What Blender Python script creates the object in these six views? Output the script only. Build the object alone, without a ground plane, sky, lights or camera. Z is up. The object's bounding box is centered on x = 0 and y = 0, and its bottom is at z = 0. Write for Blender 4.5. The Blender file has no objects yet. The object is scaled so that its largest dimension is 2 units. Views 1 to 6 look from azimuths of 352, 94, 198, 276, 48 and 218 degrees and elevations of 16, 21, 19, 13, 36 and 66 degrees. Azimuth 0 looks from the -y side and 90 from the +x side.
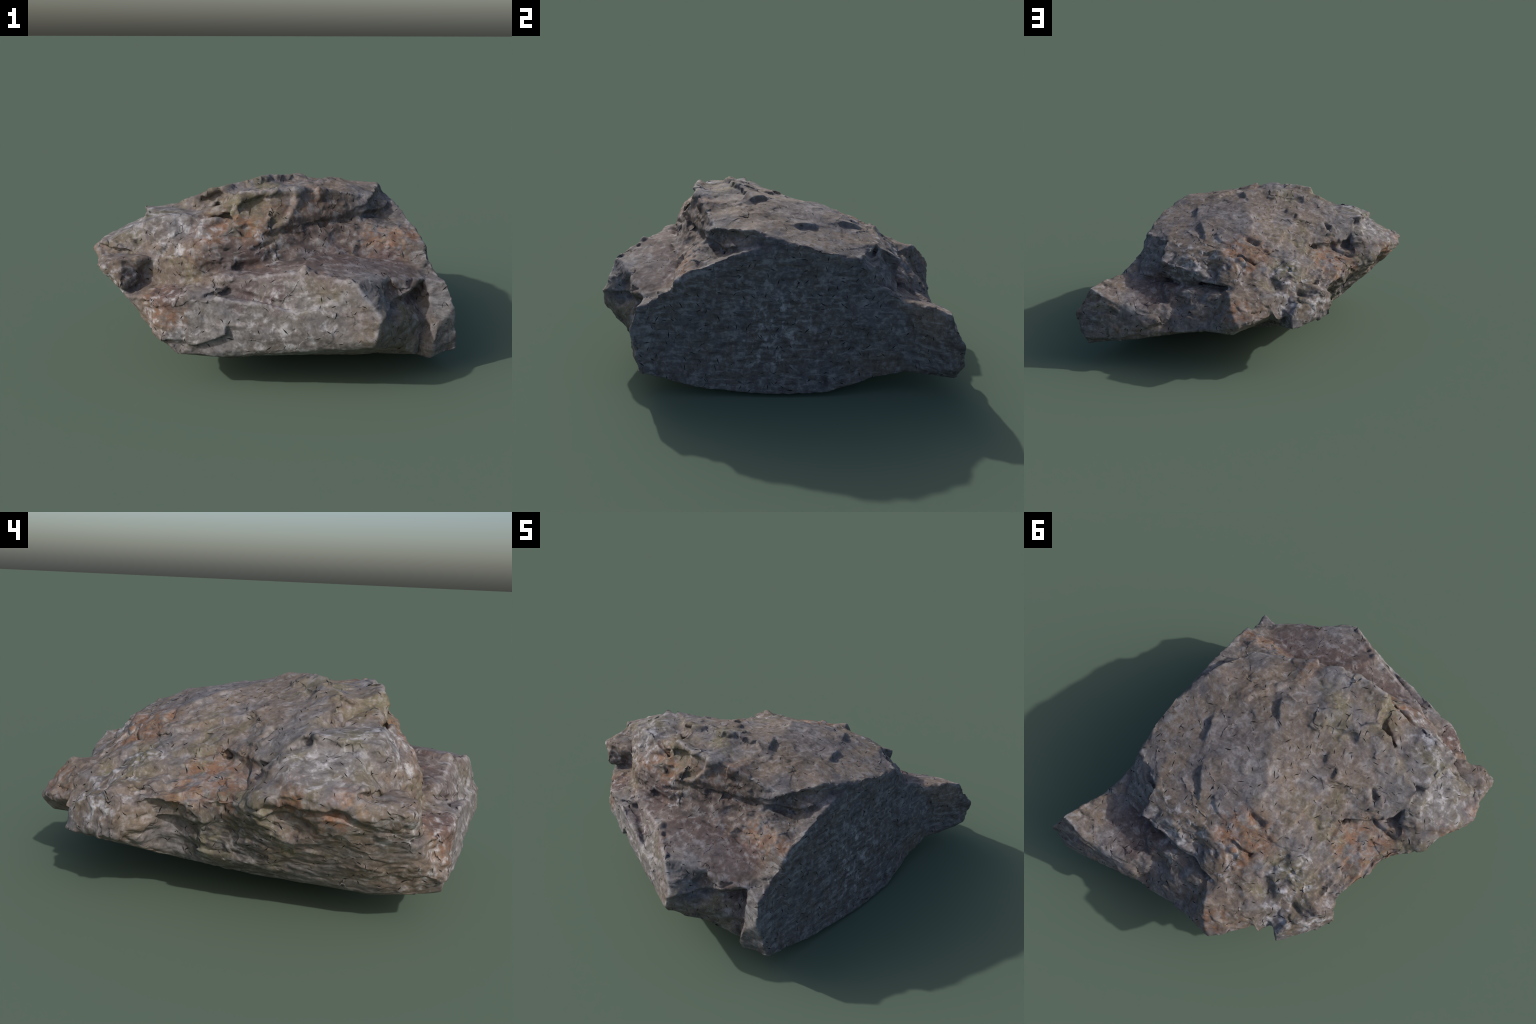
"""A weathered boulder of bedded metamorphic rock.

The boulder is modelled as a stack of fractured blocks (beds, ledges, spurs). Every block is the convex
solid spanned by its own corner points; the blocks are fused, then broken up by cracks, pits, flakes and
several scales of chipped relief.
"""
import bpy, bmesh, math
import numpy as np
from mathutils import Vector, Matrix

VOXEL = 0.0065

# ---------------------------------------------------------------- blocks of the rock
BLOCKS = {}


def block(name, *corners):
    BLOCKS[name] = [Vector(c) for c in corners]


# solid heart behind all the others
block("core",
      (-.45, -.45, .45), (.50, -.50, .45), (.60, 0, .60), (.50, .50, .50), (0, .50, .50), (-.40, .30, .45), (-.30, -.40, .20), (.40, -.40, .12),
      (.50, .40, .15), (0, -.45, .68), (.20, -.30, .75), (.15, -.56, .58), (.28, -.52, .58), (-.20, .40, .25), (-.40, 0, .30), (-.5, -.3, .6))
# lower bed at the front: the flake whose face looks forward, with its blunt south corner
block("front_flake",
      (-.69, -.65, .44), (-.50, -.78, .47), (-.30, -.825, .475), (-.14, -.86, .46), (.04, -.90, .43),
      (.39, -.99, .41), (.37, -1.0, .31), (.36, -.98, .275), (.25, -.95, .285), (-.075, -.85, .23),
      (-.31, -.79, .19), (-.49, -.76, .20), (-.59, -.69, .35), (-.27, -.84, .32),
      (-.59, -.45, .45), (.65, -.55, .45), (.69, -.72, .30), (.66, -.70, .12), (.60, -.56, .075), (0, -.45, .07), (-.33, -.60, .13))
# shelf bed lying on it, set back on the left
block("shelf_bed",
      (-.40, -.66, .53), (-.25, -.745, .54), (.08, -.82, .59), (.29, -.93, .555), (.36, -.86, .56),
      (.46, -.82, .535), (.68, -.69, .495), (.40, -.98, .41), (.04, -.89, .43), (-.25, -.75, .48),
      (.70, -.55, .53), (.57, -.55, .54), (.35, -.56, .58), (.22, -.62, .605), (-.06, -.62, .58), (.10, -.74, .60),
      (.6, -.5, .3), (-.3, -.5, .3))
block("pocket_floor",
      (-.69, -.65, .445), (-.50, -.77, .475), (-.36, -.79, .49), (-.25, -.76, .50), (-.30, -.70, .525), (-.59, -.5, .49), (-.3, -.5, .53),
      (-.3, -.5, .3), (-.55, -.5, .3))
# column at the south-east end
block("corner_column",
      (.68, -.69, .485), (.782, -.70, .479), (.73, -.76, .27), (.82, -.745, .36), (.865, -.69, .13),
      (.72, -.735, .12), (.60, -.40, .45), (.60, -.40, .10), (.74, -.54, .54), (.855, -.50, .085), (.60, -.60, .075))
# main body, bounded by the big flat joint face on the east side
block("joint_body",
      (.74, -.54, .55), (.745, -.51, .61), (.73, -.43, .65), (.71, -.24, .68), (.69, -.20, .74),
      (.68, -.07, .75), (.655, 0, .79), (.67, .165, .776), (.665, .33, .74), (.66, .405, .69), (.655, .48, .62),
      (.66, .51, .56), (.855, -.53, .085), (.857, -.41, .045), (.857, -.12, .02),
      (.852, .10, .012), (.837, .284, .02), (.815, .384, .055), (.79, .48, .07), (.74, .60, .11),
      (.3, -.35, .6), (0, -.3, .5), (0, .4, .5), (0, -.4, .05), (.3, .5, .10), (0, .4, .15), (.55, -.15, 0), (.55, .15, 0))
block("joint_flank",
      (.655, .46, .62), (.65, .50, .58), (.665, .57, .49), (.68, .65, .34), (.765, .69, .11), (.71, .76, .45), (.785, .48, .075), (.755, .40, .40),
      (.75, .80, .30), (.4, .4, .4), (.4, .6, .2), (.4, .65, .42))
block("ledge_boulder",
      (.74, -.54, .545), (.745, -.51, .61), (.73, -.43, .645), (.60, -.49, .645), (.45, -.47, .67), (.60, -.36, .675), (.50, -.39, .71),
      (.42, -.41, .69), (.30, -.45, .70), (.30, -.51, .62), (.28, -.55, .58), (.40, -.55, .55), (.44, -.54, .56), (.60, -.56, .52),
      (.66, -.25, .69), (.4, -.3, .72), (.5, -.3, .5))
block("cap_notch",
      (.60, -.11, .80), (.665, -.10, .755), (.65, -.20, .745), (.53, -.27, .795), (.46, -.30, .78), (.5, -.1, .7), (.67, -.04, .77), (.60, -.25, .735), (.50, -.33, .745), (.5, -.2, .6))
# upper bed with the tilted top face and the front cliff
block("upper_bed",
      (-.17, -.505, .885), (.09, -.48, .90), (.30, -.39, .86), (.53, -.31, .825), (.61, -.09, .845),
      (.655, -.01, .80), (.67, .165, .776), (.655, .445, .70), (.46, .54, .71), (.26, .59, .68), (.10, .55, .68),
      (-.10, .50, .64), (-.24, .28, .68), (-.36, .21, .61), (-.36, .0, .70),
      (-.24, -.37, .79), (-.23, -.345, .87), (-.03, -.25, .905), (.13, -.19, .90), (.19, -.09, .89),
      (.43, .17, .80), (.31, .37, .77), (0, .21, .80), (.06, .14, .83), (-.04, .38, .73), (-.21, -.03, .79),
      (-.20, -.555, .77), (-.08, -.56, .72), (.04, -.57, .66), (.19, -.49, .74), (.15, -.55, .62), (.21, -.48, .67),
      (.32, -.52, .57), (-.06, -.63, .57),
      (.6, .4, .4), (0, .5, .4), (-.3, .3, .4))
block("ridge_tail",
      (-.43, -.265, .81), (-.36, -.31, .835), (-.30, -.335, .855), (-.22, -.34, .878), (-.03, -.25, .905), (.13, -.19, .90), (.19, -.09, .89),
      (-.42, -.09, .75), (-.36, 0, .70), (0, .10, .83), (-.21, -.03, .79), (-.38, -.28, .76), (-.2, 0, .5), (-.1, -.2, .5))
block("cliff_foot",
      (-.34, -.63, .69), (-.28, -.60, .72), (-.20, -.555, .77), (-.08, -.555, .73), (-.14, -.65, .64), (-.09, -.61, .60),
      (-.40, -.67, .52), (-.06, -.64, .57), (-.46, -.60, .66), (-.36, -.52, .77), (-.40, -.66, .60), (-.2, -.4, .5), (.04, -.57, .66))
# stepped blocks on the west side
block("west_block",
      (-.40, -.515, .785), (-.31, -.39, .775), (-.50, -.505, .785), (-.62, -.46, .755), (-.60, -.25, .78),
      (-.46, -.25, .785), (-.60, -.53, .62), (-.55, -.56, .64), (-.45, -.56, .68), (-.48, -.62, .60), (-.42, -.66, .53),
      (-.50, -.61, .50), (-.62, -.50, .75), (-.3, -.2, .5), (-.6, -.2, .5), (-.2, -.55, .7))
block("west_wedge",
      (-.83, -.44, .64), (-.86, -.35, .60), (-.855, -.31, .57), (-.81, -.23, .63), (-.76, -.15, .58),
      (-.75, -.05, .55), (-.63, -.04, .575), (-.57, -.14, .71), (-.64, -.15, .70), (-.70, -.20, .68), (-.70, -.36, .68), (-.63, -.43, .735),
      (-.59, -.54, .61), (-.68, -.03, .555), (-.4, -.2, .5), (-.4, -.5, .5))
block("west_knob",
      (-.825, -.60, .58), (-.74, -.62, .61), (-.72, -.65, .48), (-.75, -.64, .54), (-.60, -.56, .61),
      (-.62, -.55, .49), (-.74, -.59, .465), (-.83, -.45, .61), (-.84, -.40, .56), (-.5, -.4, .5), (-.5, -.3, .42), (-.62, -.45, .43))
block("west_underside",
      (-.68, -.03, .55), (-.60, .11, .49), (-.545, .28, .49), (-.58, .43, .47), (-.76, -.15, .56),
      (-.83, -.33, .55), (-.74, -.59, .465), (-.69, -.65, .44), (-.595, -.69, .35), (-.49, -.76, .20),
      (-.52, -.62, .19), (-.50, -.50, .175), (-.35, -.60, .12), (-.20, -.50, .055), (-.42, -.07, .18), (-.20, -.05, .095),
      (-.53, .19, .31), (-.45, .40, .26), (-.20, .40, .16),
      (-.58, .43, .36), (.2, -.4, .04), (.3, .3, .05), (.2, .4, .4), (-.36, .21, .60), (-.30, .42, .56), (-.42, 0, .63))
block("west_saddle",
      (-.43, -.26, .80), (-.57, -.14, .71), (-.58, -.22, .77), (-.42, -.09, .745), (-.37, .09, .655), (-.53, -.05, .655),
      (-.33, .0, .71), (-.31, -.36, .77), (-.23, -.34, .84), (-.45, -.30, .77), (-.3, -.1, .4), (-.5, -.1, .5))
block("north_slope",
      (-.24, .28, .68), (-.17, .47, .62), (-.12, .53, .61), (-.30, .56, .51), (-.38, .53, .50), (-.46, .44, .52),
      (-.34, .42, .56), (-.36, .21, .61), (-.37, .09, .65), (-.545, .28, .485), (-.60, .11, .49), (-.15, .57, .55), (0, .2, .4), (-.3, .1, .4))
block("saddle_fill",
      (-.20, -.485, .84), (-.31, -.50, .77), (-.27, -.40, .785), (-.36, -.36, .785), (-.42, -.50, .77), (-.30, -.3, .6), (-.1, -.5, .85), (-.1, -.5, .6))
block("wedge_fill",
      (-.61, -.25, .735), (-.57, -.14, .71), (-.64, -.15, .70), (-.63, -.43, .73), (-.69, -.30, .68), (-.50, -.15, .73), (-.5, -.4, .5), (-.5, -.1, .5))
block("north_fill",
      (-.12, .53, .61), (-.15, .57, .56), (-.10, .66, .53), (-.26, .70, .48), (-.30, .56, .51), (-.37, .58, .48), (-.30, .42, .56),
      (-.38, .66, .385), (-.34, .735, .385), (-.35, .68, .33), (-.2, .4, .4), (-.2, .6, .33))
block("knob_fill",
      (-.70, -.60, .56), (-.60, -.55, .56), (-.60, -.56, .47), (-.72, -.60, .47), (-.83, -.44, .60), (-.80, -.40, .52), (-.6, -.4, .6), (-.6, -.4, .45))
block("cliff_fill",
      (.14, -.60, .60), (.30, -.54, .59), (.20, -.52, .66), (.36, -.50, .64), (.08, -.58, .62), (.2, -.4, .5), (.3, -.4, .62))
block("pocket_back",
      (-.60, -.55, .60), (-.60, -.56, .47), (-.44, -.66, .50), (-.47, -.62, .60), (-.36, -.69, .52), (-.36, -.64, .56), (-.4, -.5, .5), (-.5, -.5, .6), (-.5, -.5, .45))
block("corner_fill",
      (.70, -.60, .54), (.755, -.59, .53), (.74, -.54, .55), (.60, -.60, .52), (.68, -.70, .40), (.6, -.5, .4))
block("lip_fill",
      (-.84, -.42, .62), (-.85, -.36, .59), (-.80, -.52, .60), (-.83, -.48, .55), (-.70, -.40, .62), (-.7, -.5, .6), (-.7, -.45, .5),
      (-.81, -.30, .575), (-.6, -.3, .6), (-.6, -.35, .5), (-.78, -.35, .535))
block("pale_root",
      (.44, .66, .53), (.30, .665, .49), (.46, .60, .60), (.50, .635, .49), (.18, .67, .51), (.3, .5, .45), (.3, .5, .6))
block("cliff_base",
      (0, -.62, .585), (.16, -.605, .60), (.26, -.58, .595), (.26, -.50, .50), (.15, -.60, .50), (.05, -.60, .62), (.12, -.56, .64), (-.08, -.625, .60), (0, -.5, .5), (.15, -.5, .5), (0, -.55, .65))
block("slot_fill",
      (.20, -.56, .62), (.34, -.54, .60), (.42, -.54, .57), (.30, -.60, .585), (.44, -.58, .54), (.25, -.50, .66), (.3, -.4, .5), (.4, -.4, .6))
# ragged north end
block("north_foot",
      (-.17, .90, .35), (-.12, .87, .29), (.06, .88, .29), (-.13, .885, .41), (-.07, .81, .51), (-.01, .72, .50), (-.30, .75, .39),
      (-.26, .70, .48), (-.09, .60, .54), (-.3, .56, .51), (-.37, .58, .48), (.05, .6, .2), (-.25, .6, .3), (.2, .5, .4))
block("north_west_foot",
      (-.44, .70, .31), (-.42, .69, .40), (-.61, .46, .36), (-.60, .43, .48), (-.55, .50, .51), (-.52, .60, .36), (-.46, .44, .52), (-.38, .53, .50),
      (-.30, .42, .56), (-.3, .6, .46), (-.50, .53, .32), (-.45, .40, .26), (-.1, .4, .2), (-.1, .4, .5))
block("north_wall",
      (.25, .71, .44), (.14, .80, .41), (.15, .81, .34), (.19, .865, .25), (.06, .88, .29), (.31, .79, .36), (.35, .91, .24),
      (.42, .70, .455), (.35, .72, .465), (.06, .74, .47), (.0, .74, .48), (.3, .5, .5), (0, .5, .5), (.2, .5, .12), (.42, .65, .46))
block("north_spur",
      (.868, .972, .325), (.80, .91, .468), (.80, 1.0, .17), (.81, .94, .11), (.65, .93, .415), (.51, .91, .355),
      (.31, .79, .36), (.35, .91, .24), (.54, .73, .44), (.70, .75, .49), (.77, .838, .447), (.75, .69, .11),
      (.865, .945, .185), (.19, .86, .25), (.3, .55, .12), (.3, .55, .45), (.66, .60, .50), (.5, .92, .175), (.66, .55, .52))
block("neck",
      (.655, .445, .68), (.46, .56, .68), (.61, .59, .57), (.50, .62, .57), (.655, .53, .57), (.60, .65, .50), (.48, .66, .50), (.4, .4, .5), (.4, .6, .4))
block("pale_block",
      (.46, .54, .71), (.44, .68, .62), (.27, .64, .51), (-.09, .70, .515), (-.12, .53, .62), (-.03, .54, .645),
      (.26, .61, .665), (.10, .55, .69), (.42, .66, .55), (-.10, .67, .51), (-.15, .57, .56), (.17, .66, .53), (.44, .65, .53),
      (.3, .3, .5), (-.05, .4, .5))


def fuse_blocks():
    mesh = bpy.data.meshes.new("boulder_body")
    whole = bmesh.new()
    for corners in BLOCKS.values():
        solid = bmesh.new()
        for c in corners:
            solid.verts.new(c)
        hull = bmesh.ops.convex_hull(solid, input=solid.verts)
        bmesh.ops.delete(solid, geom=list({g for g in hull["geom_interior"] + hull["geom_unused"] if isinstance(g, bmesh.types.BMVert)}), context="VERTS")
        bmesh.ops.recalc_face_normals(solid, faces=solid.faces)
        part = bpy.data.meshes.new("block")
        solid.to_mesh(part)
        solid.free()
        whole.from_mesh(part)
        bpy.data.meshes.remove(part)
    whole.to_mesh(mesh)
    whole.free()
    obj = bpy.data.objects.new("boulder", mesh)
    bpy.context.collection.objects.link(obj)
    m = obj.modifiers.new("fuse", "REMESH")
    m.mode, m.voxel_size, m.use_smooth_shade = "VOXEL", VOXEL, True
    fused = bpy.data.meshes.new_from_object(obj.evaluated_get(bpy.context.evaluated_depsgraph_get()))
    obj.modifiers.clear()
    obj.data = fused
    bpy.data.meshes.remove(mesh)
    return obj


rock = fuse_blocks()
# ---- relief: every function below moves the vertices of the fused body


class Relief:
    def __init__(self, obj):
        self.obj, self.mesh = obj, obj.data
        n = len(self.mesh.vertices)
        co = np.empty(n * 3, np.float32)
        self.mesh.vertices.foreach_get("co", co)
        self.p = co.reshape(-1, 3).astype(np.float64)
        edges = np.empty(len(self.mesh.edges) * 2, np.int32)
        self.mesh.edges.foreach_get("vertices", edges)
        self.e = edges.reshape(-1, 2)
        self.degree = np.bincount(self.e.ravel(), minlength=n).astype(float)[:, None]
        self.normals()

    def store(self):
        self.mesh.vertices.foreach_set("co", self.p.astype(np.float32).ravel())
        self.mesh.update()

    def normals(self):
        self.store()
        no = np.empty(len(self.p) * 3, np.float32)
        self.mesh.vertex_normals.foreach_get("vector", no)
        self.n = no.reshape(-1, 3).astype(np.float64)

    def average(self, q):
        """mean of the neighbours of every vertex"""
        out = np.empty_like(q)
        for k in range(q.shape[1]):
            out[:, k] = np.bincount(self.e[:, 0], q[self.e[:, 1], k], len(q)) + np.bincount(self.e[:, 1], q[self.e[:, 0], k], len(q))
        return out / self.degree

    def smooth(self, times, factor=0.5):
        for _ in range(times):
            self.p += factor * (self.average(self.p) - self.p)
        self.normals()

    def smooth_normals(self, times):
        n = self.n
        for _ in range(times):
            n = self.average(n)
        return n / np.linalg.norm(n, axis=1)[:, None]

    # -- single features
    def near(self, centre, reach):
        c = np.array(centre)
        box = np.all(np.abs(self.p - c) < reach, axis=1)
        return np.nonzero(box)[0]

    def push(self, centre, radius, vector):
        """move a round patch of surface along a vector"""
        i = self.near(centre, radius)
        d = np.linalg.norm(self.p[i] - centre, axis=1) / radius
        w = np.clip(1 - d * d, 0, 1) ** 2
        self.p[i] += w[:, None] * np.array(vector)

    def swell(self, centre, radius, height):
        """knob (height > 0) or pit (height < 0) along the surface normal"""
        i = self.near(centre, radius)
        d = np.linalg.norm(self.p[i] - centre, axis=1) / radius
        w = np.clip(1 - d * d, 0, 1) ** 1.5
        self.p[i] += (w * height)[:, None] * self.ns[i]

    def along(self, path, reach):
        """nearest point of a polyline: indices, offset vectors, unit tangents, taper towards the path's ends"""
        path = np.array(path, float)
        lo, hi = path.min(0) - reach, path.max(0) + reach
        i = np.nonzero(np.all((self.p > lo) & (self.p < hi), axis=1))[0]
        q = self.p[i] + 0.35 * reach * noise3(self.p[i] / 0.05)[:, None] * np.array([0.5, 0.4, 0.2]) * 0.3
        best = np.full(len(i), 1e9)
        off, tan, run = np.zeros((len(i), 3)), np.zeros((len(i), 3)), np.zeros(len(i))
        total, seg = 0.0, np.linalg.norm(np.diff(path, axis=0), axis=1)
        for a, b, length in zip(path[:-1], path[1:], seg):
            t = np.clip((q - a) @ (b - a) / length ** 2, 0, 1)
            o = q - a - t[:, None] * (b - a)
            d = np.linalg.norm(o, axis=1)
            closer = d < best
            best[closer], off[closer], tan[closer] = d[closer], o[closer], (b - a) / length
            run[closer] = total + t[closer] * length
            total += length
        u = run / total
        taper = np.clip(np.minimum(u, 1 - u) * 5 + 0.15, 0, 1)
        return i, best, off, tan, taper

    def crack(self, path, width, depth):
        i, d, _, _, taper = self.along(path, width * 3)
        self.p[i] -= (depth * taper * np.exp(-(d / width) ** 2))[:, None] * self.ns[i]

    def scarp(self, path, height, reach=0.06, edge=0.0045):
        """fracture step: the surface left of the path (seen from outside) stands proud of the right"""
        i, d, off, tan, taper = self.along(path, reach * 2.2)
        side = np.einsum("ij,ij->i", np.cross(self.ns[i], tan), off)
        w = np.exp(-(d / reach) ** 2) * taper * np.tanh(side / edge)
        self.p[i] += (0.5 * height * w)[:, None] * self.ns[i]


def hash3(cell, salt):
    c = cell.astype(np.int64)
    h = (c[..., 0] * 374761393 + c[..., 1] * 668265263 + c[..., 2] * 2147483647 + salt * 1274126177) & 0xFFFFFFFF
    h = ((h ^ (h >> 13)) * 1274126177) & 0xFFFFFFFF
    h = ((h ^ (h >> 16)) * 2246822519) & 0xFFFFFFFF
    return ((h ^ (h >> 15)) & 0xFFFFFF) / float(0xFFFFFF)


def noise3(p, salt=0):
    """gradient noise, about -1 to 1"""
    base = np.floor(p)
    f = p - base
    u = f * f * f * (f * (f * 6 - 15) + 10)
    total = np.zeros(len(p))
    for dx in (0, 1):
        for dy in (0, 1):
            for dz in (0, 1):
                corner = np.array([dx, dy, dz])
                c = base + corner
                g = np.stack([hash3(c, salt * 3 + k) * 2 - 1 for k in (1, 2, 3)], axis=1)
                w = np.prod(np.where(corner, u, 1 - u), axis=1)
                total += w * np.einsum("ij,ij->i", g, f - corner)
    return total * 1.6


def fractal(p, octaves, salt=0, gain=0.5):
    total, amp = np.zeros(len(p)), 1.0
    for k in range(octaves):
        total += amp * noise3(p * 2.03 ** k + 7.3 * k, salt + k)
        amp *= gain
    return total


def chips(p, salt, tilt=1.0, sharp=22.0):
    """flat-faced chips: every cell is a little plane with its own tilt and height, -1 to 1 or so"""
    base = np.floor(p)
    num, den = np.zeros(len(p)), np.zeros(len(p))
    for dx in (-1, 0, 1):
        for dy in (-1, 0, 1):
            for dz in (-1, 0, 1):
                c = base + np.array([dx, dy, dz])
                centre = c + np.stack([hash3(c, salt + k) for k in (11, 12, 13)], axis=1)
                o = p - centre
                w = np.exp(-sharp * (np.einsum("ij,ij->i", o, o)))
                t = np.stack([hash3(c, salt + k) * 2 - 1 for k in (14, 15, 16)], axis=1)
                num += w * (tilt * np.einsum("ij,ij->i", t, o) + 0.35 * (hash3(c, salt + 17) * 2 - 1))
                den += w
    return num / np.maximum(den, 1e-12)


def blob(p, centre, radius):
    d = np.linalg.norm(p - np.array(centre), axis=1) / radius
    return np.clip(1.4 - d * d, 0, 1)


def step(x, a, b):
    t = np.clip((x - a) / (b - a), 0, 1)
    return t * t * (3 - 2 * t)


R = Relief(rock)
R.smooth(2, .4)
R.ns = R.smooth_normals(6)

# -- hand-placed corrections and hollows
for centre, radius, vector in (
    ((-.66, .06, .43), .24, (.075, 0, .02)),        # hollow under the west lip
    ((-.60, .28, .40), .17, (.10, -.02, .02)),
    ((-.49, .25, .31), .14, (.04, 0, .065)),
    ((-.78, -.18, .50), .12, (.05, 0, .03)),
    ((-.59, .11, .53), .16, (.01, 0, -.014)),       # rusty plane behind the wedge
    ((-.57, -.73, .29), .13, (-.02, -.03, 0)),      # swelling of the front flake's west end
    ((.69, -.73, .18), .11, (-.01, -.035, 0)),
    ((-.11, -.53, .80), .10, (.01, .018, -.01)),    # hollow in the cliff
    ((-.08, -.57, .74), .09, (0, -.02, .02)),
    ((-.06, -.59, .68), .12, (0, -.008, .01)),
    ((-.42, -.62, .62), .08, (0, -.01, .01)),
    ((.44, -.52, .575), .08, (0, .02, -.01)),
    ((.10, .66, .60), .11, (0, -.035, 0)),          # face of the pale block
    ((-.25, .58, .53), .10, (-.015, -.03, -.025)),
    ((.11, .65, .57), .10, (0, -.02, -.015)),
    ((.42, .70, .47), .10, (0, 0, .02)),
    ((-.27, -.68, .55), .10, (0, -.01, .018)),
    ((.25, .77, .39), .11, (0, -.03, -.015)),       # gullies of the north wall
    ((.14, .72, .42), .08, (0, -.03, -.03)),
    ((-.03, .83, .44), .07, (0, -.03, -.02)),
    ((.50, -.87, .46), .13, (-.01, .055, 0)),        # recess beside the column
    ((.52, -.82, .20), .16, (0, 0, .022)),
    ((-.16, -.18, .86), .10, (0, 0, -.015)),        # dish in the top
    ((-.06, -.02, .85), .22, (0, 0, -.022)),
    ((.48, -.12, .86), .12, (0, 0, -.014)),
    ((.20, .32, .79), .26, (0, 0, .016)),
    ((-.05, -.39, .89), .13, (0, 0, -.025)),        # greenish strip in front of the ridge
    ((.13, -.33, .89), .13, (0, 0, -.025)),
    ((.30, -.29, .87), .12, (0, 0, -.022)),
    ((-.15, -.42, .88), .10, (0, 0, -.018)),
    ((.06, -.87, .49), .14, (.002, .008, .003)),    # shallow bowl in the front face
):
    R.push(centre, radius, vector)
R.ns = R.smooth_normals(6)
ridge = [(-.43, -.265, .804), (-.367, -.328, .812), (-.306, -.335, .846), (-.227, -.351, .875), (-.171, -.293, .879),
         (-.134, -.296, .889), (-.03, -.27, .90), (.062, -.213, .902), (.127, -.19, .90), (.236, -.225, .887)]
R.scarp(ridge[::-1], -.034, .07, .006)

# -- jagged arrises: pieces of the surface slide sideways against each other
p, n = R.p, R.ns
slip = np.stack([.034 * chips(p / .11, 101 + 20 * k, .5, 60) + .009 * chips(p / .05, 201 + 20 * k, .8, 60) for k in range(3)], axis=1)
slip -= np.einsum("ij,ij->i", slip, n)[:, None] * n
R.p += slip * step(p[:, 2], .02, .12)[:, None]
R.normals()
R.ns = R.smooth_normals(6)

# -- rock-wide relief, weighted by how broken each face is
p, n = R.p, R.ns
joint = step(n[:, 0], .72, .9) * step(p[:, 0], .6, .68)
cap = step(n[:, 2], .80, .93) * step(p[:, 2] + .22 * p[:, 1] - .15 * p[:, 0], .64, .72)
shelf = step(n[:, 2], .75, .92) * step(-p[:, 1], .5, .58) * step(p[:, 2], .5, .53)
flake = step(-n[:, 1], .6, .85) * step(-p[:, 1], .66, .72)
west = step(-n[:, 0], .1, .6)
rough = np.clip(1.0 - .85 * joint - .66 * cap - .7 * shelf - .55 * flake, .12, 1.2)
cliff = np.clip(blob(p, (-.2, -.58, .70), .42) + blob(p, (.3, -.45, .70), .3), 0, 1) * (1 - cap) * (1 - shelf)
corners = np.array([c[:] for corner_list in BLOCKS.values() for c in corner_list])
held = np.zeros(len(p))                                # relief is held back at the blocks' own corners
for c in corners:
    i = R.near(c, .11)
    held[i] = np.maximum(held[i], np.exp(-np.sum((p[i] - c) ** 2, axis=1) / .055 ** 2))
bed = p @ np.array([.06, .20, .978])                   # height across the bedding
warp = np.stack([fractal(p / .11, 2, 40 + k) for k in range(3)], axis=1) * .02
q = p + warp
lay = q * np.array([1, 1, 2.2])                        # cells flattened along the beds

d = .0145 * chips(lay / .19, 3, 1.8, 110) * rough - .004
d += .0080 * chips(lay / .10, 23, 2.2, 110) * rough * (.8 + .4 * cliff)
d += .0026 * chips(lay / .045, 43, 2.2, 110) * np.clip(rough + .05, 0, 1.1) * (1 - .5 * cliff)
d += .006 * fractal(p / .2, 2, 5) * (.5 + .5 * rough) * (1 - .7 * joint)
saw = (bed + .022 * fractal(p / .14, 2, 9)) / .06
saw = saw - np.floor(saw)
d += .013 * (saw - .5) * np.where(saw > .86, (1 - saw) / .14, 1) * (.5 * west + .6 * cliff) * (1 - np.abs(n[:, 2])) * (1 - joint)
d += .0012 * (1 - 2 * np.abs(fractal(q / .06, 3, 15))) * np.clip(rough, .15, 1)
d += .0007 * fractal(q / .018, 2, 25) * (.35 + .65 * rough)
d += .003 * fractal(q * np.array([1, 1, 3.5]) / .06, 3, 35) * joint
d *= (1 - .7 * step(-n[:, 2], .4, .9)) * (1 - .6 * held)
R.p += d[:, None] * R.ns
R.normals()
R.ns = R.smooth_normals(4)

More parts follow.
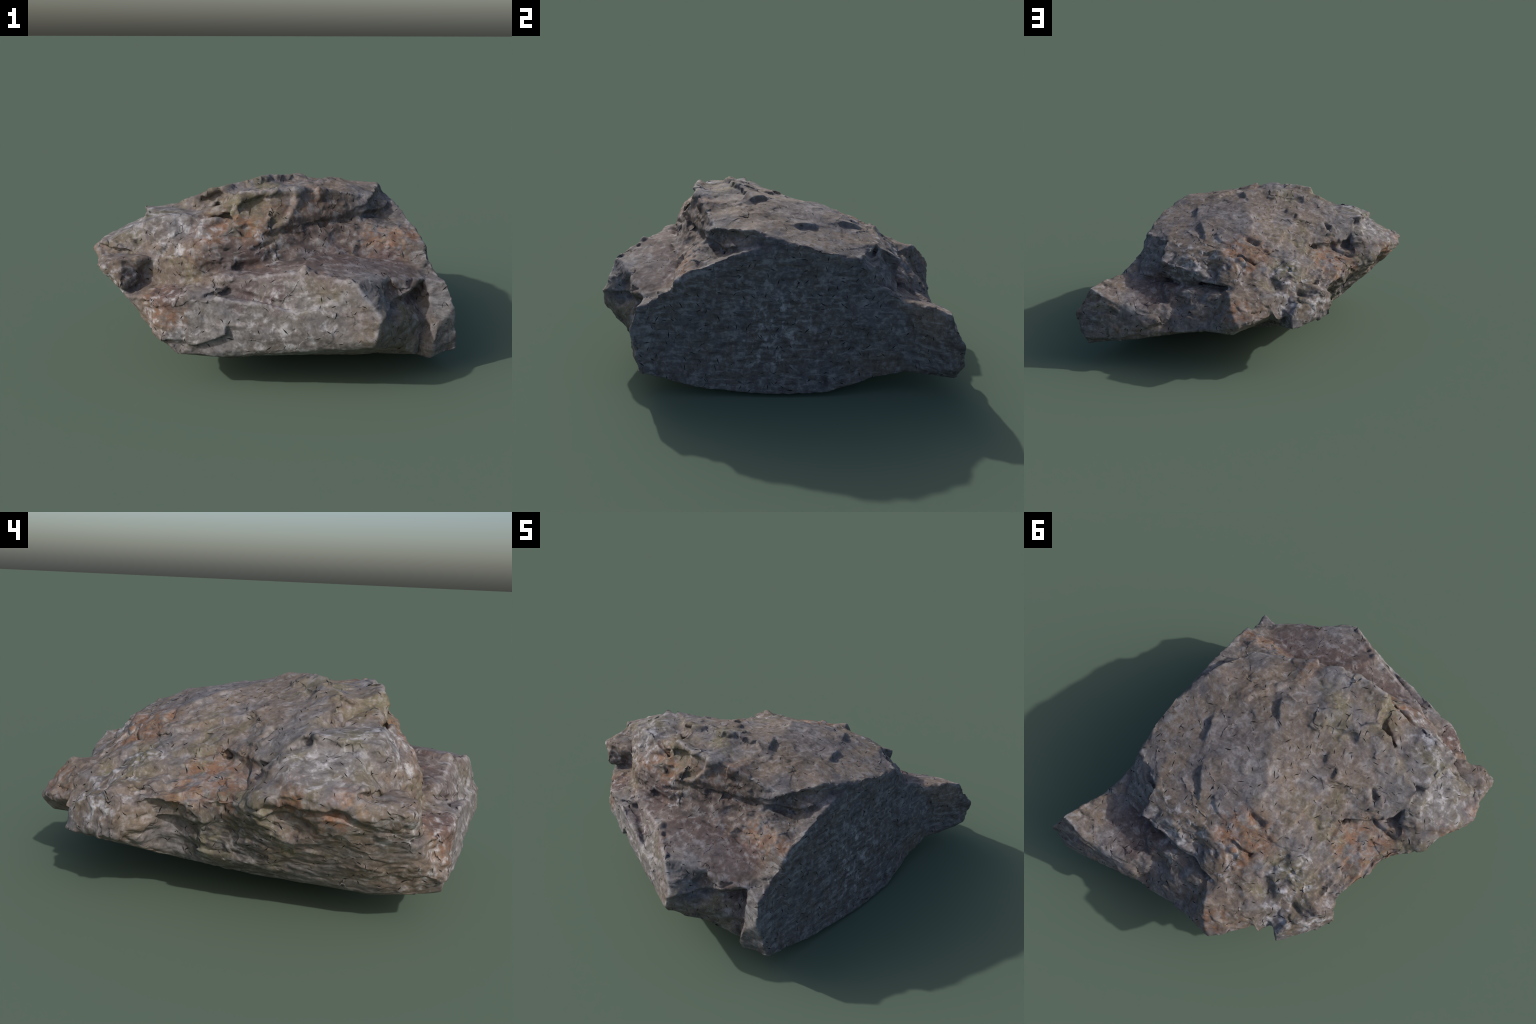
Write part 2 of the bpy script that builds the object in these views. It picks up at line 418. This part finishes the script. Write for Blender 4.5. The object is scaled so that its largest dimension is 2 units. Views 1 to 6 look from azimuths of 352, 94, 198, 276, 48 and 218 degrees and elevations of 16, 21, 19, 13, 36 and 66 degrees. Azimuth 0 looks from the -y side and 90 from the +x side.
# -- cracks, fracture steps, pits and stones
for path, h in (
    ([(.244, -.246, .886), (.258, -.206, .885), (.307, -.14, .879), (.351, -.077, .87), (.34, -.034, .861)], -.020),
    ([(.226, -.156, .888), (.194, -.095, .89), (.162, -.056, .88)], .026),
    ([(.449, .103, .817), (.423, .17, .805), (.398, .24, .791)], .026),
    ([(.32, .336, .777), (.301, .383, .764), (.266, .426, .744), (.23, .475, .721)], .024),
    ([(.063, .143, .829), (.016, .185, .809), (-.017, .236, .786), (-.02, .301, .762)], -.012),
    ([(-.07, -.156, .872), (-.145, -.194, .862), (-.206, -.195, .846)], -.02),
    ([(-.13, -.098, .842), (-.14, -.034, .824)], .018),
    ([(-.205, -.057, .813), (-.219, .002, .792)], .018),
    ([(-.268, -.84, .362), (-.263, -.84, .314), (-.33, -.816, .278), (-.397, -.794, .251), (-.436, -.781, .242)], -.032),
    ([(-.436, -.781, .242), (-.464, -.774, .268), (-.509, -.755, .275), (-.56, -.73, .27)], -.024),
    ([(-.268, -.84, .362), (-.197, -.857, .365), (-.131, -.874, .36), (-.038, -.898, .325)], -.012),
    ([(-.596, -.708, .39), (-.575, -.717, .337), (-.519, -.752, .317)], .02),
    ([(-.081, -.879, .445), (.044, -.909, .429), (.161, -.915, .456), (.225, -.923, .502)], -.012),
    ([(.084, -.831, .58), (.065, -.774, .592), (.167, -.624, .604), (.231, -.585, .588)], -.016),
    ([(.459, .842, .387), (.378, .783, .385), (.309, .797, .359), (.313, .858, .31), (.385, .904, .281), (.46, .93, .243)], -.024),
    ([(-.407, .51, .506), (-.399, .465, .531), (-.405, .358, .57), (-.427, .248, .583), (-.438, .114, .601)], .022),
    ([(-.255, .594, .525), (-.213, .519, .577), (-.206, .459, .611)], .024),
    ([(-.34, .303, .619), (-.352, .206, .634), (-.359, .118, .671), (-.395, .016, .703)], .024),
    ([(-.779, -.161, .592), (-.798, -.215, .615), (-.823, -.275, .60), (-.845, -.342, .59), (-.84, -.42, .59)], .008),
    ([(-.558, .419, .482), (-.569, .337, .491), (-.585, .211, .511), (-.579, .103, .523), (-.617, .027, .537), (-.699, -.037, .561)], .024),
    ([(-.151, .436, .646), (-.205, .299, .69), (-.206, .147, .737), (-.244, -.007, .777)], .020),
    ([(-.559, .487, .50), (-.507, .434, .507), (-.511, .313, .524), (-.483, .178, .561)], .020),
    ([(-.339, -.566, .738), (-.279, -.548, .762), (-.20, -.53, .805), (-.157, -.524, .839), (-.034, -.498, .879)], .03),
    ([(.078, -.487, .886), (.081, -.509, .817), (.034, -.542, .758), (-.035, -.561, .728)], .03),
):
    R.scarp(path, h)
for path, width, depth in (
    ([(-.393, -.105, .765), (-.436, -.066, .726)], .012, .03),
    ([(-.373, .049, .704), (-.366, .122, .662), (-.368, .199, .627)], .013, .028),
    ([(-.002, .368, .739), (-.055, .376, .724), (-.10, .373, .704)], .018, .035),
    ([(-.235, .447, .605), (-.252, .41, .616), (-.268, .379, .624)], .010, .02),
    ([(-.305, .432, .585), (-.344, .43, .57), (-.361, .392, .581)], .010, .02),
    ([(-.489, .431, .511), (-.484, .382, .52), (-.485, .349, .527)], .014, .03),
    ([(-.396, .535, .492), (-.447, .539, .478), (-.496, .546, .429)], .018, .03),
    ([(-.469, -.01, .663), (-.491, -.015, .611), (-.62, -.02, .57)], .012, .035),
    ([(-.361, -.665, .554), (-.232, -.658, .563), (-.144, -.659, .569), (-.066, -.651, .579)], .014, .024),
    ([(.50, -.575, .55), (.563, -.596, .55), (.641, -.591, .537), (.733, -.544, .539)], .009, .008),
    ([(.816, .28, .115), (.831, .284, .045)], .009, .03),
    ([(.784, .50, .309), (.783, .583, .293), (.782, .659, .277)], .009, .010),
    ([(.699, .038, .681), (.697, .128, .669), (.705, .135, .632)], .010, .018),
    ([(-.14, -.65, .64), (-.05, -.62, .66), (.05, -.58, .69)], .012, .02),
    ([(-.33, -.72, .52), (-.25, -.757, .487), (-.12, -.815, .466), (.03, -.888, .436)], .012, .024),
    ([(.10, -.50, .74), (.22, -.47, .72), (.35, -.43, .72), (.46, -.38, .74)], .022, .030),
    ([(-.20, -.60, .72), (-.05, -.57, .71), (.10, -.53, .69)], .020, .026),
):
    R.crack(path, width, depth)
for centre, radius, h in (
    ((-.32, .40, .59), .06, .018), ((-.038, .538, .643), .035, .018), ((.086, .543, .683), .05, .012),
    ((.254, .614, .66), .02, -.012), ((.027, .611, .62), .028, -.022), ((-.054, .563, .623), .03, -.018),
    ((-.546, -.566, .648), .028, .02), ((.083, -.805, .591), .03, .018), ((.148, -.826, .583), .022, -.018),
    ((.229, -.523, .643), .06, .015), ((-.34, .526, .519), .05, .016), ((-.256, .548, .542), .03, -.02),
    ((-.802, -.583, .546), .06, .012),
):
    R.swell(centre, radius, h)
R.normals()
R.smooth(1, .35)
R.p[:, 2] = np.maximum(R.p[:, 2], 0)
R.normals()


# ---------------------------------------------------------------- stone
def stone_material():
    mat = bpy.data.materials.new("stone")
    mat.use_nodes = True
    nt = mat.node_tree
    nodes, links = nt.nodes, nt.links
    nodes.clear()

    def put(socket, value):
        if hasattr(value, "bl_idname") or isinstance(value, bpy.types.NodeSocket):
            links.new(value, socket)
        else:
            socket.default_value = value

    def math_(op, a, b=0.0, c=None, clamp=False):
        m = nodes.new("ShaderNodeMath")
        m.operation, m.use_clamp = op, clamp
        put(m.inputs[0], a)
        put(m.inputs[1], b)
        if c is not None:
            put(m.inputs[2], c)
        return m.outputs[0]

    def vec(op, a, b=None, scale=None):
        m = nodes.new("ShaderNodeVectorMath")
        m.operation = op
        put(m.inputs[0], a)
        if b is not None:
            put(m.inputs[1], b)
        if scale is not None:
            put(m.inputs["Scale"], scale)
        return m.outputs["Value"] if op in ("DOT_PRODUCT", "LENGTH", "DISTANCE") else m.outputs["Vector"]

    def smooth(x, lo, hi, to_lo=0.0, to_hi=1.0):
        m = nodes.new("ShaderNodeMapRange")
        m.interpolation_type = "SMOOTHSTEP"
        put(m.inputs["Value"], x)
        for k, v in (("From Min", lo), ("From Max", hi), ("To Min", to_lo), ("To Max", to_hi)):
            m.inputs[k].default_value = v
        return m.outputs["Result"]

    def noise(v, scale, detail=4.0, rough=0.55, distort=0.0):
        m = nodes.new("ShaderNodeTexNoise")
        put(m.inputs["Vector"], v)
        for k, x in (("Scale", scale), ("Detail", detail), ("Roughness", rough), ("Distortion", distort)):
            m.inputs[k].default_value = x
        return m.outputs["Fac"], m.outputs["Color"]

    def mix(fac, a, b, mode="MIX"):
        m = nodes.new("ShaderNodeMix")
        m.data_type, m.blend_type = "RGBA", mode
        put(m.inputs[0], fac)
        put(m.inputs[6], a)
        put(m.inputs[7], b)
        return m.outputs[2]

    def shift(v, x, y, z):
        return vec("ADD", v, (x, y, z))

    P = nodes.new("ShaderNodeTexCoord").outputs["Object"]
    wob = vec("SCALE", vec("SUBTRACT", noise(P, 5.0, 3)[1], (.5, .5, .5)), scale=.30)
    W = vec("ADD", P, wob)

    def patch(*spots):
        """soft union of ragged round patches"""
        total = None
        for c, r in spots:
            m = smooth(vec("DISTANCE", W, c), r * .45, r * 1.1, 1.0, 0.0)
            total = m if total is None else math_("MAXIMUM", total, m)
        return total

    big, mid = noise(P, 2.6, 5)[0], noise(shift(P, 3, 1, 7), 8.0, 5, .6)[0]
    blot = noise(vec("ADD", P, vec("SCALE", wob, scale=.12)), 24.0, 5, .60, .35)[0]
    blot2 = noise(shift(P, 9, 2, 4), 21.0, 4, .6, .2)[0]
    grain = noise(P, 95.0, 2, .6)[0]
    strata = noise(vec("MULTIPLY", P, (1, 1, 4.5)), 11.0, 5, .62, .3)[0]

    grey, dark = (.150, .146, .155, 1), (.046, .042, .046, 1)
    brown, pale = (.160, .126, .102, 1), (.430, .430, .450, 1)
    rust, purple = (.200, .106, .062, 1), (.100, .070, .070, 1)
    olive, ochre = (.138, .130, .080, 1), (.255, .180, .108, 1)
    tan, charcoal = (.205, .158, .122, 1), (.060, .054, .054, 1)

    def arris(*lines):
        """mask of worn block edges: distance to a few polylines along them"""
        near = None
        for line in lines:
            for a, b in zip(line[:-1], line[1:]):
                ab = Vector(b) - Vector(a)
                rel = vec("SUBTRACT", Wn, a)
                t = math_("DIVIDE", vec("DOT_PRODUCT", rel, ab), ab.length_squared, clamp=True)
                dist = vec("LENGTH", vec("SUBTRACT", rel, vec("SCALE", tuple(ab), scale=t)))
                near = dist if near is None else math_("MINIMUM", near, dist)
        return near

    Wn = vec("ADD", P, vec("SCALE", vec("SUBTRACT", noise(P, 14.0, 3)[1], (.5, .5, .5)), scale=.035))

    c = mix(smooth(math_("ADD", big, math_("MULTIPLY", mid, .5)), .60, .90), grey, brown)
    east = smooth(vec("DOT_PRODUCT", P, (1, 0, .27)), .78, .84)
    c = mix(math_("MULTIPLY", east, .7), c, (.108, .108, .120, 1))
    # tan weathering on the upper faces of the cap's east half and of the spur
    tanned = patch(((.45, .25, .76), .30), ((.72, .82, .45), .18), ((.50, -.12, .82), .18), ((.62, -.45, .66), .14), ((-.12, .15, .78), .22))
    c = mix(math_("MULTIPLY", tanned, smooth(mid, .34, .60, .15, .8)), c, tan)
    slate = patch(((.25, .15, .82), .20), ((.10, .32, .76), .14), ((.35, .45, .74), .08))
    c = mix(math_("MULTIPLY", slate, smooth(mid, .36, .60, .2, .75)), c, (.112, .108, .128, 1))
    ashen = patch(((.10, -.90, .36), .30), ((-.30, -.82, .32), .25), ((.80, -.72, .35), .14), ((-.62, -.30, .72), .22))
    c = mix(math_("MULTIPLY", ashen, .75), c, (.172, .170, .178, 1))
    # mosslike olive film
    film = patch(((-.62, -.05, .36), .34), ((-.1, -.40, .86), .30), ((-.62, -.32, .68), .26), ((.12, -.87, .48), .13),
                 ((.50, -.88, .30), .22), ((-.3, .2, .66), .26), ((-.3, .5, .52), .2), ((-.45, -.60, .54), .14), ((.05, -.5, .80), .2))
    c = mix(math_("MULTIPLY", math_("MULTIPLY_ADD", film, .70, .14), smooth(mid, .40, .64)), c, olive)
    # iron staining
    iron = patch(((.22, -.50, .68), .26), ((-.20, -.60, .66), .24), ((.58, -.48, .62), .20), ((-.85, -.38, .57), .12), ((-.55, -.74, .45), .14),
                 ((-.50, .10, .54), .20), ((-.05, .46, .68), .18), ((-.75, -.25, .55), .12), ((-.15, .80, .40), .10))
    c = mix(math_("MULTIPLY", math_("MULTIPLY_ADD", iron, .88, .06), smooth(blot2, .36, .60)), c, rust)
    c = mix(math_("MULTIPLY", math_("MULTIPLY_ADD", iron, .55, .10), smooth(noise(shift(P, 2, 8, 5), 17.0, 4)[0], .52, .70)), c, ochre)
    # wine-brown bedding surfaces: shelf, flake ledge, recess of the spur
    wine = patch(((.18, -.66, .60), .25), ((.50, -.66, .54), .20), ((-.10, -.70, .57), .16), ((-.22, -.79, .47), .09), ((-.05, -.86, .45), .07),
                 ((-.50, -.70, .48), .12), ((.45, .74, .45), .20), ((.22, -.52, .62), .12), ((-.2, -.66, .57), .14), ((-.67, -.59, .53), .09))
    c = mix(math_("MULTIPLY", wine, smooth(mid, .28, .60, .40, .88)), c, purple)
    dark_patches = patch(((.12, -.55, .65), .19), ((.0, -.60, .61), .15), ((.33, -.46, .73), .17), ((.5, -.3, .74), .13), ((-.25, -.64, .58), .14), ((-.62, .02, .38), .20), ((-.45, -.05, .30), .2))  # darker blotches low on the cliff, by the cap notch and west underside
    c = mix(math_("MULTIPLY", dark_patches, smooth(blot2, .40, .60, .2, .85)), c, charcoal)
    # pale quartz-rich mottling
    quartz = patch(((.22, .63, .63), .24), ((.36, .60, .67), .12), ((-.02, .62, .58), .16), ((-.78, -.58, .52), .14), ((-.45, .55, .44), .20), ((-.5, -.7, .33), .18),
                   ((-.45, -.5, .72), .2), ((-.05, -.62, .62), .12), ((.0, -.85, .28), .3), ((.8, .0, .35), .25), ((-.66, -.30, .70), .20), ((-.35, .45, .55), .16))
    c = mix(math_("MULTIPLY", math_("MULTIPLY_ADD", quartz, .60, .36), smooth(blot, .48, .70)), c, pale)
    c = mix(smooth(blot, .46, .30, 0.0, .55), c, dark)
    fine = noise(vec("ADD", shift(P, 5, 5, 1), vec("SCALE", wob, scale=.2)), 46.0, 3, .55, .1)[0]
    c = mix(math_("MULTIPLY", smooth(fine, .55, .74, 0.0, .36), smooth(mid, .38, .62, .2, 1.0)), c, pale)
    c = mix(smooth(fine, .46, .32, 0.0, .38), c, dark)
    # streaks along the beds, strongest on the broken joint face
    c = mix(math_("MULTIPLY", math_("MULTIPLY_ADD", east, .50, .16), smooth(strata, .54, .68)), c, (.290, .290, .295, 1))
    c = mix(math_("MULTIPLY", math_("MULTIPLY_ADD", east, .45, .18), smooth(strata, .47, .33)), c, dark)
    # worn, paler arrises of the main blocks
    edge = arris([(-.25, -.745, .54), (.08, -.825, .59), (.29, -.93, .555), (.39, -.985, .41), (.37, -1.0, .30)],
                 [(-.50, -.78, .47), (-.30, -.825, .475), (-.14, -.86, .46), (.04, -.90, .43), (.20, -.92, .47)],
                 [(-.17, -.505, .885), (.09, -.48, .895), (.30, -.39, .86), (.53, -.31, .82)],
                 [(.36, -.86, .56), (.46, -.82, .535), (.68, -.69, .495), (.785, -.70, .48), (.745, -.51, .61), (.72, -.30, .67)],
                 [(.797, .903, .465), (.65, .93, .415), (.51, .91, .355)],
                 [(.44, .68, .62), (.26, .62, .66), (-.03, .55, .64), (-.10, .67, .52)],
                 [(-.62, -.48, .755), (-.42, -.515, .78)])
    worn = math_("MULTIPLY", smooth(edge, .003, .020, 1.0, 0.0), smooth(blot2, .38, .62))
    c = mix(math_("MULTIPLY", worn, .45), c, pale)
    c = mix(.4, c, math_("MULTIPLY_ADD", grain, 1.3, .35), "MULTIPLY")
    c = mix(1.0, c, (.88, .87, .885, 1), "MULTIPLY")

    # black slivers, copied flaws of the scan's texture bake: in each cell a thin random plane cut off by a small ball
    normal = nodes.new("ShaderNodeNewGeometry").outputs["Normal"]

    def slivers(scale, length, width, keep):
        v = nodes.new("ShaderNodeTexVoronoi")
        put(v.inputs["Vector"], P)
        v.inputs["Scale"].default_value = scale
        d = vec("SUBTRACT", P, v.outputs["Position"])
        axis = vec("NORMALIZE", vec("CROSS_PRODUCT", normal, vec("SUBTRACT", v.outputs["Color"], (.5, .5, .5))))
        across = math_("ABSOLUTE", vec("DOT_PRODUCT", d, axis))
        along = math_("DIVIDE", vec("LENGTH", d), length)
        room = math_("MULTIPLY", math_("SUBTRACT", 1.0, along), width)
        chosen = nodes.new("ShaderNodeTexWhiteNoise")
        put(chosen.inputs["Vector"], v.outputs["Color"])
        hit = math_("LESS_THAN", across, room)
        return math_("MULTIPLY", hit, math_("LESS_THAN", chosen.outputs["Value"], keep))

    marks = math_("MAXIMUM", slivers(19.0, .014, .0033, .95), slivers(12.0, .021, .0036, .7))
    c = mix(marks, c, (.006, .006, .007, 1))

    bsdf = nodes.new("ShaderNodeBsdfPrincipled")
    links.new(c, bsdf.inputs["Base Color"])
    bsdf.inputs["Roughness"].default_value = .82
    bsdf.inputs["Specular IOR Level"].default_value = .35
    bump = nodes.new("ShaderNodeBump")
    bump.inputs["Strength"].default_value = .35
    bump.inputs["Distance"].default_value = .006
    links.new(math_("ADD", math_("MULTIPLY", blot, .8), math_("MULTIPLY", grain, .35)), bump.inputs["Height"])
    links.new(bump.outputs["Normal"], bsdf.inputs["Normal"])
    out = nodes.new("ShaderNodeOutputMaterial")
    links.new(bsdf.outputs[0], out.inputs["Surface"])
    return mat


# ---------------------------------------------------------------- named parts: the seamless body is divided along its beds
def split_into_parts(obj, material):
    mesh = obj.data
    mesh.update()
    nv, npoly = len(mesh.vertices), len(mesh.polygons)
    co, no = np.empty(nv * 3, np.float32), np.empty(nv * 3, np.float32)
    mesh.vertices.foreach_get("co", co)
    mesh.vertex_normals.foreach_get("vector", no)
    co, no = co.reshape(-1, 3), no.reshape(-1, 3)
    start, total = np.empty(npoly, np.int32), np.empty(npoly, np.int32)
    mesh.polygons.foreach_get("loop_start", start)
    mesh.polygons.foreach_get("loop_total", total)
    loops = np.empty(len(mesh.loops), np.int32)
    mesh.loops.foreach_get("vertex_index", loops)
    mid = np.empty(npoly * 3, np.float32)
    mesh.polygons.foreach_get("center", mid)
    x, y, z = mid.reshape(-1, 3).T
    part = np.full(npoly, 0)                                                    # base_bed
    part[(z > .60 + .05 * x - .06 * y)] = 1                                     # cap_bed
    part[(y < -.50 - .12 * np.abs(x)) & (z < .615) & (x > -.56)] = 2            # shelf
    part[(x < -.44) & (y < -.0) & (z > .50)] = 3                                # side_ledge
    part[(x > .28) & (y > .62) & (z < .53)] = 4                                 # spur
    part[(x < .20) & (y > .46) & (z < .57)] = 5                                 # foot
    names = ("base_bed", "cap_bed", "shelf", "side_ledge", "spur", "foot")
    thing = bpy.data.objects.new("boulder", None)
    bpy.context.collection.objects.link(thing)
    for k, name in enumerate(names):
        faces = np.nonzero(part == k)[0]
        corner = [loops[start[f]:start[f] + total[f]] for f in faces]
        used, index = np.unique(np.concatenate(corner), return_inverse=True)
        ends = np.cumsum(total[faces])[:-1]
        piece = bpy.data.meshes.new(name)
        piece.from_pydata(co[used], [], [c.tolist() for c in np.split(index, ends)])
        piece.materials.append(material)
        piece.shade_smooth()
        piece.normals_split_custom_set_from_vertices(no[used])
        child = bpy.data.objects.new(name, piece)
        bpy.context.collection.objects.link(child)
        child.parent = thing
    bpy.data.objects.remove(obj)
    bpy.data.meshes.remove(mesh)
    return thing


rock.name = "body"
boulder = split_into_parts(rock, stone_material())
boulder["label"] = "weathered grey-brown boulder of tilted, fractured rock beds"
boulder["category"] = "rock"
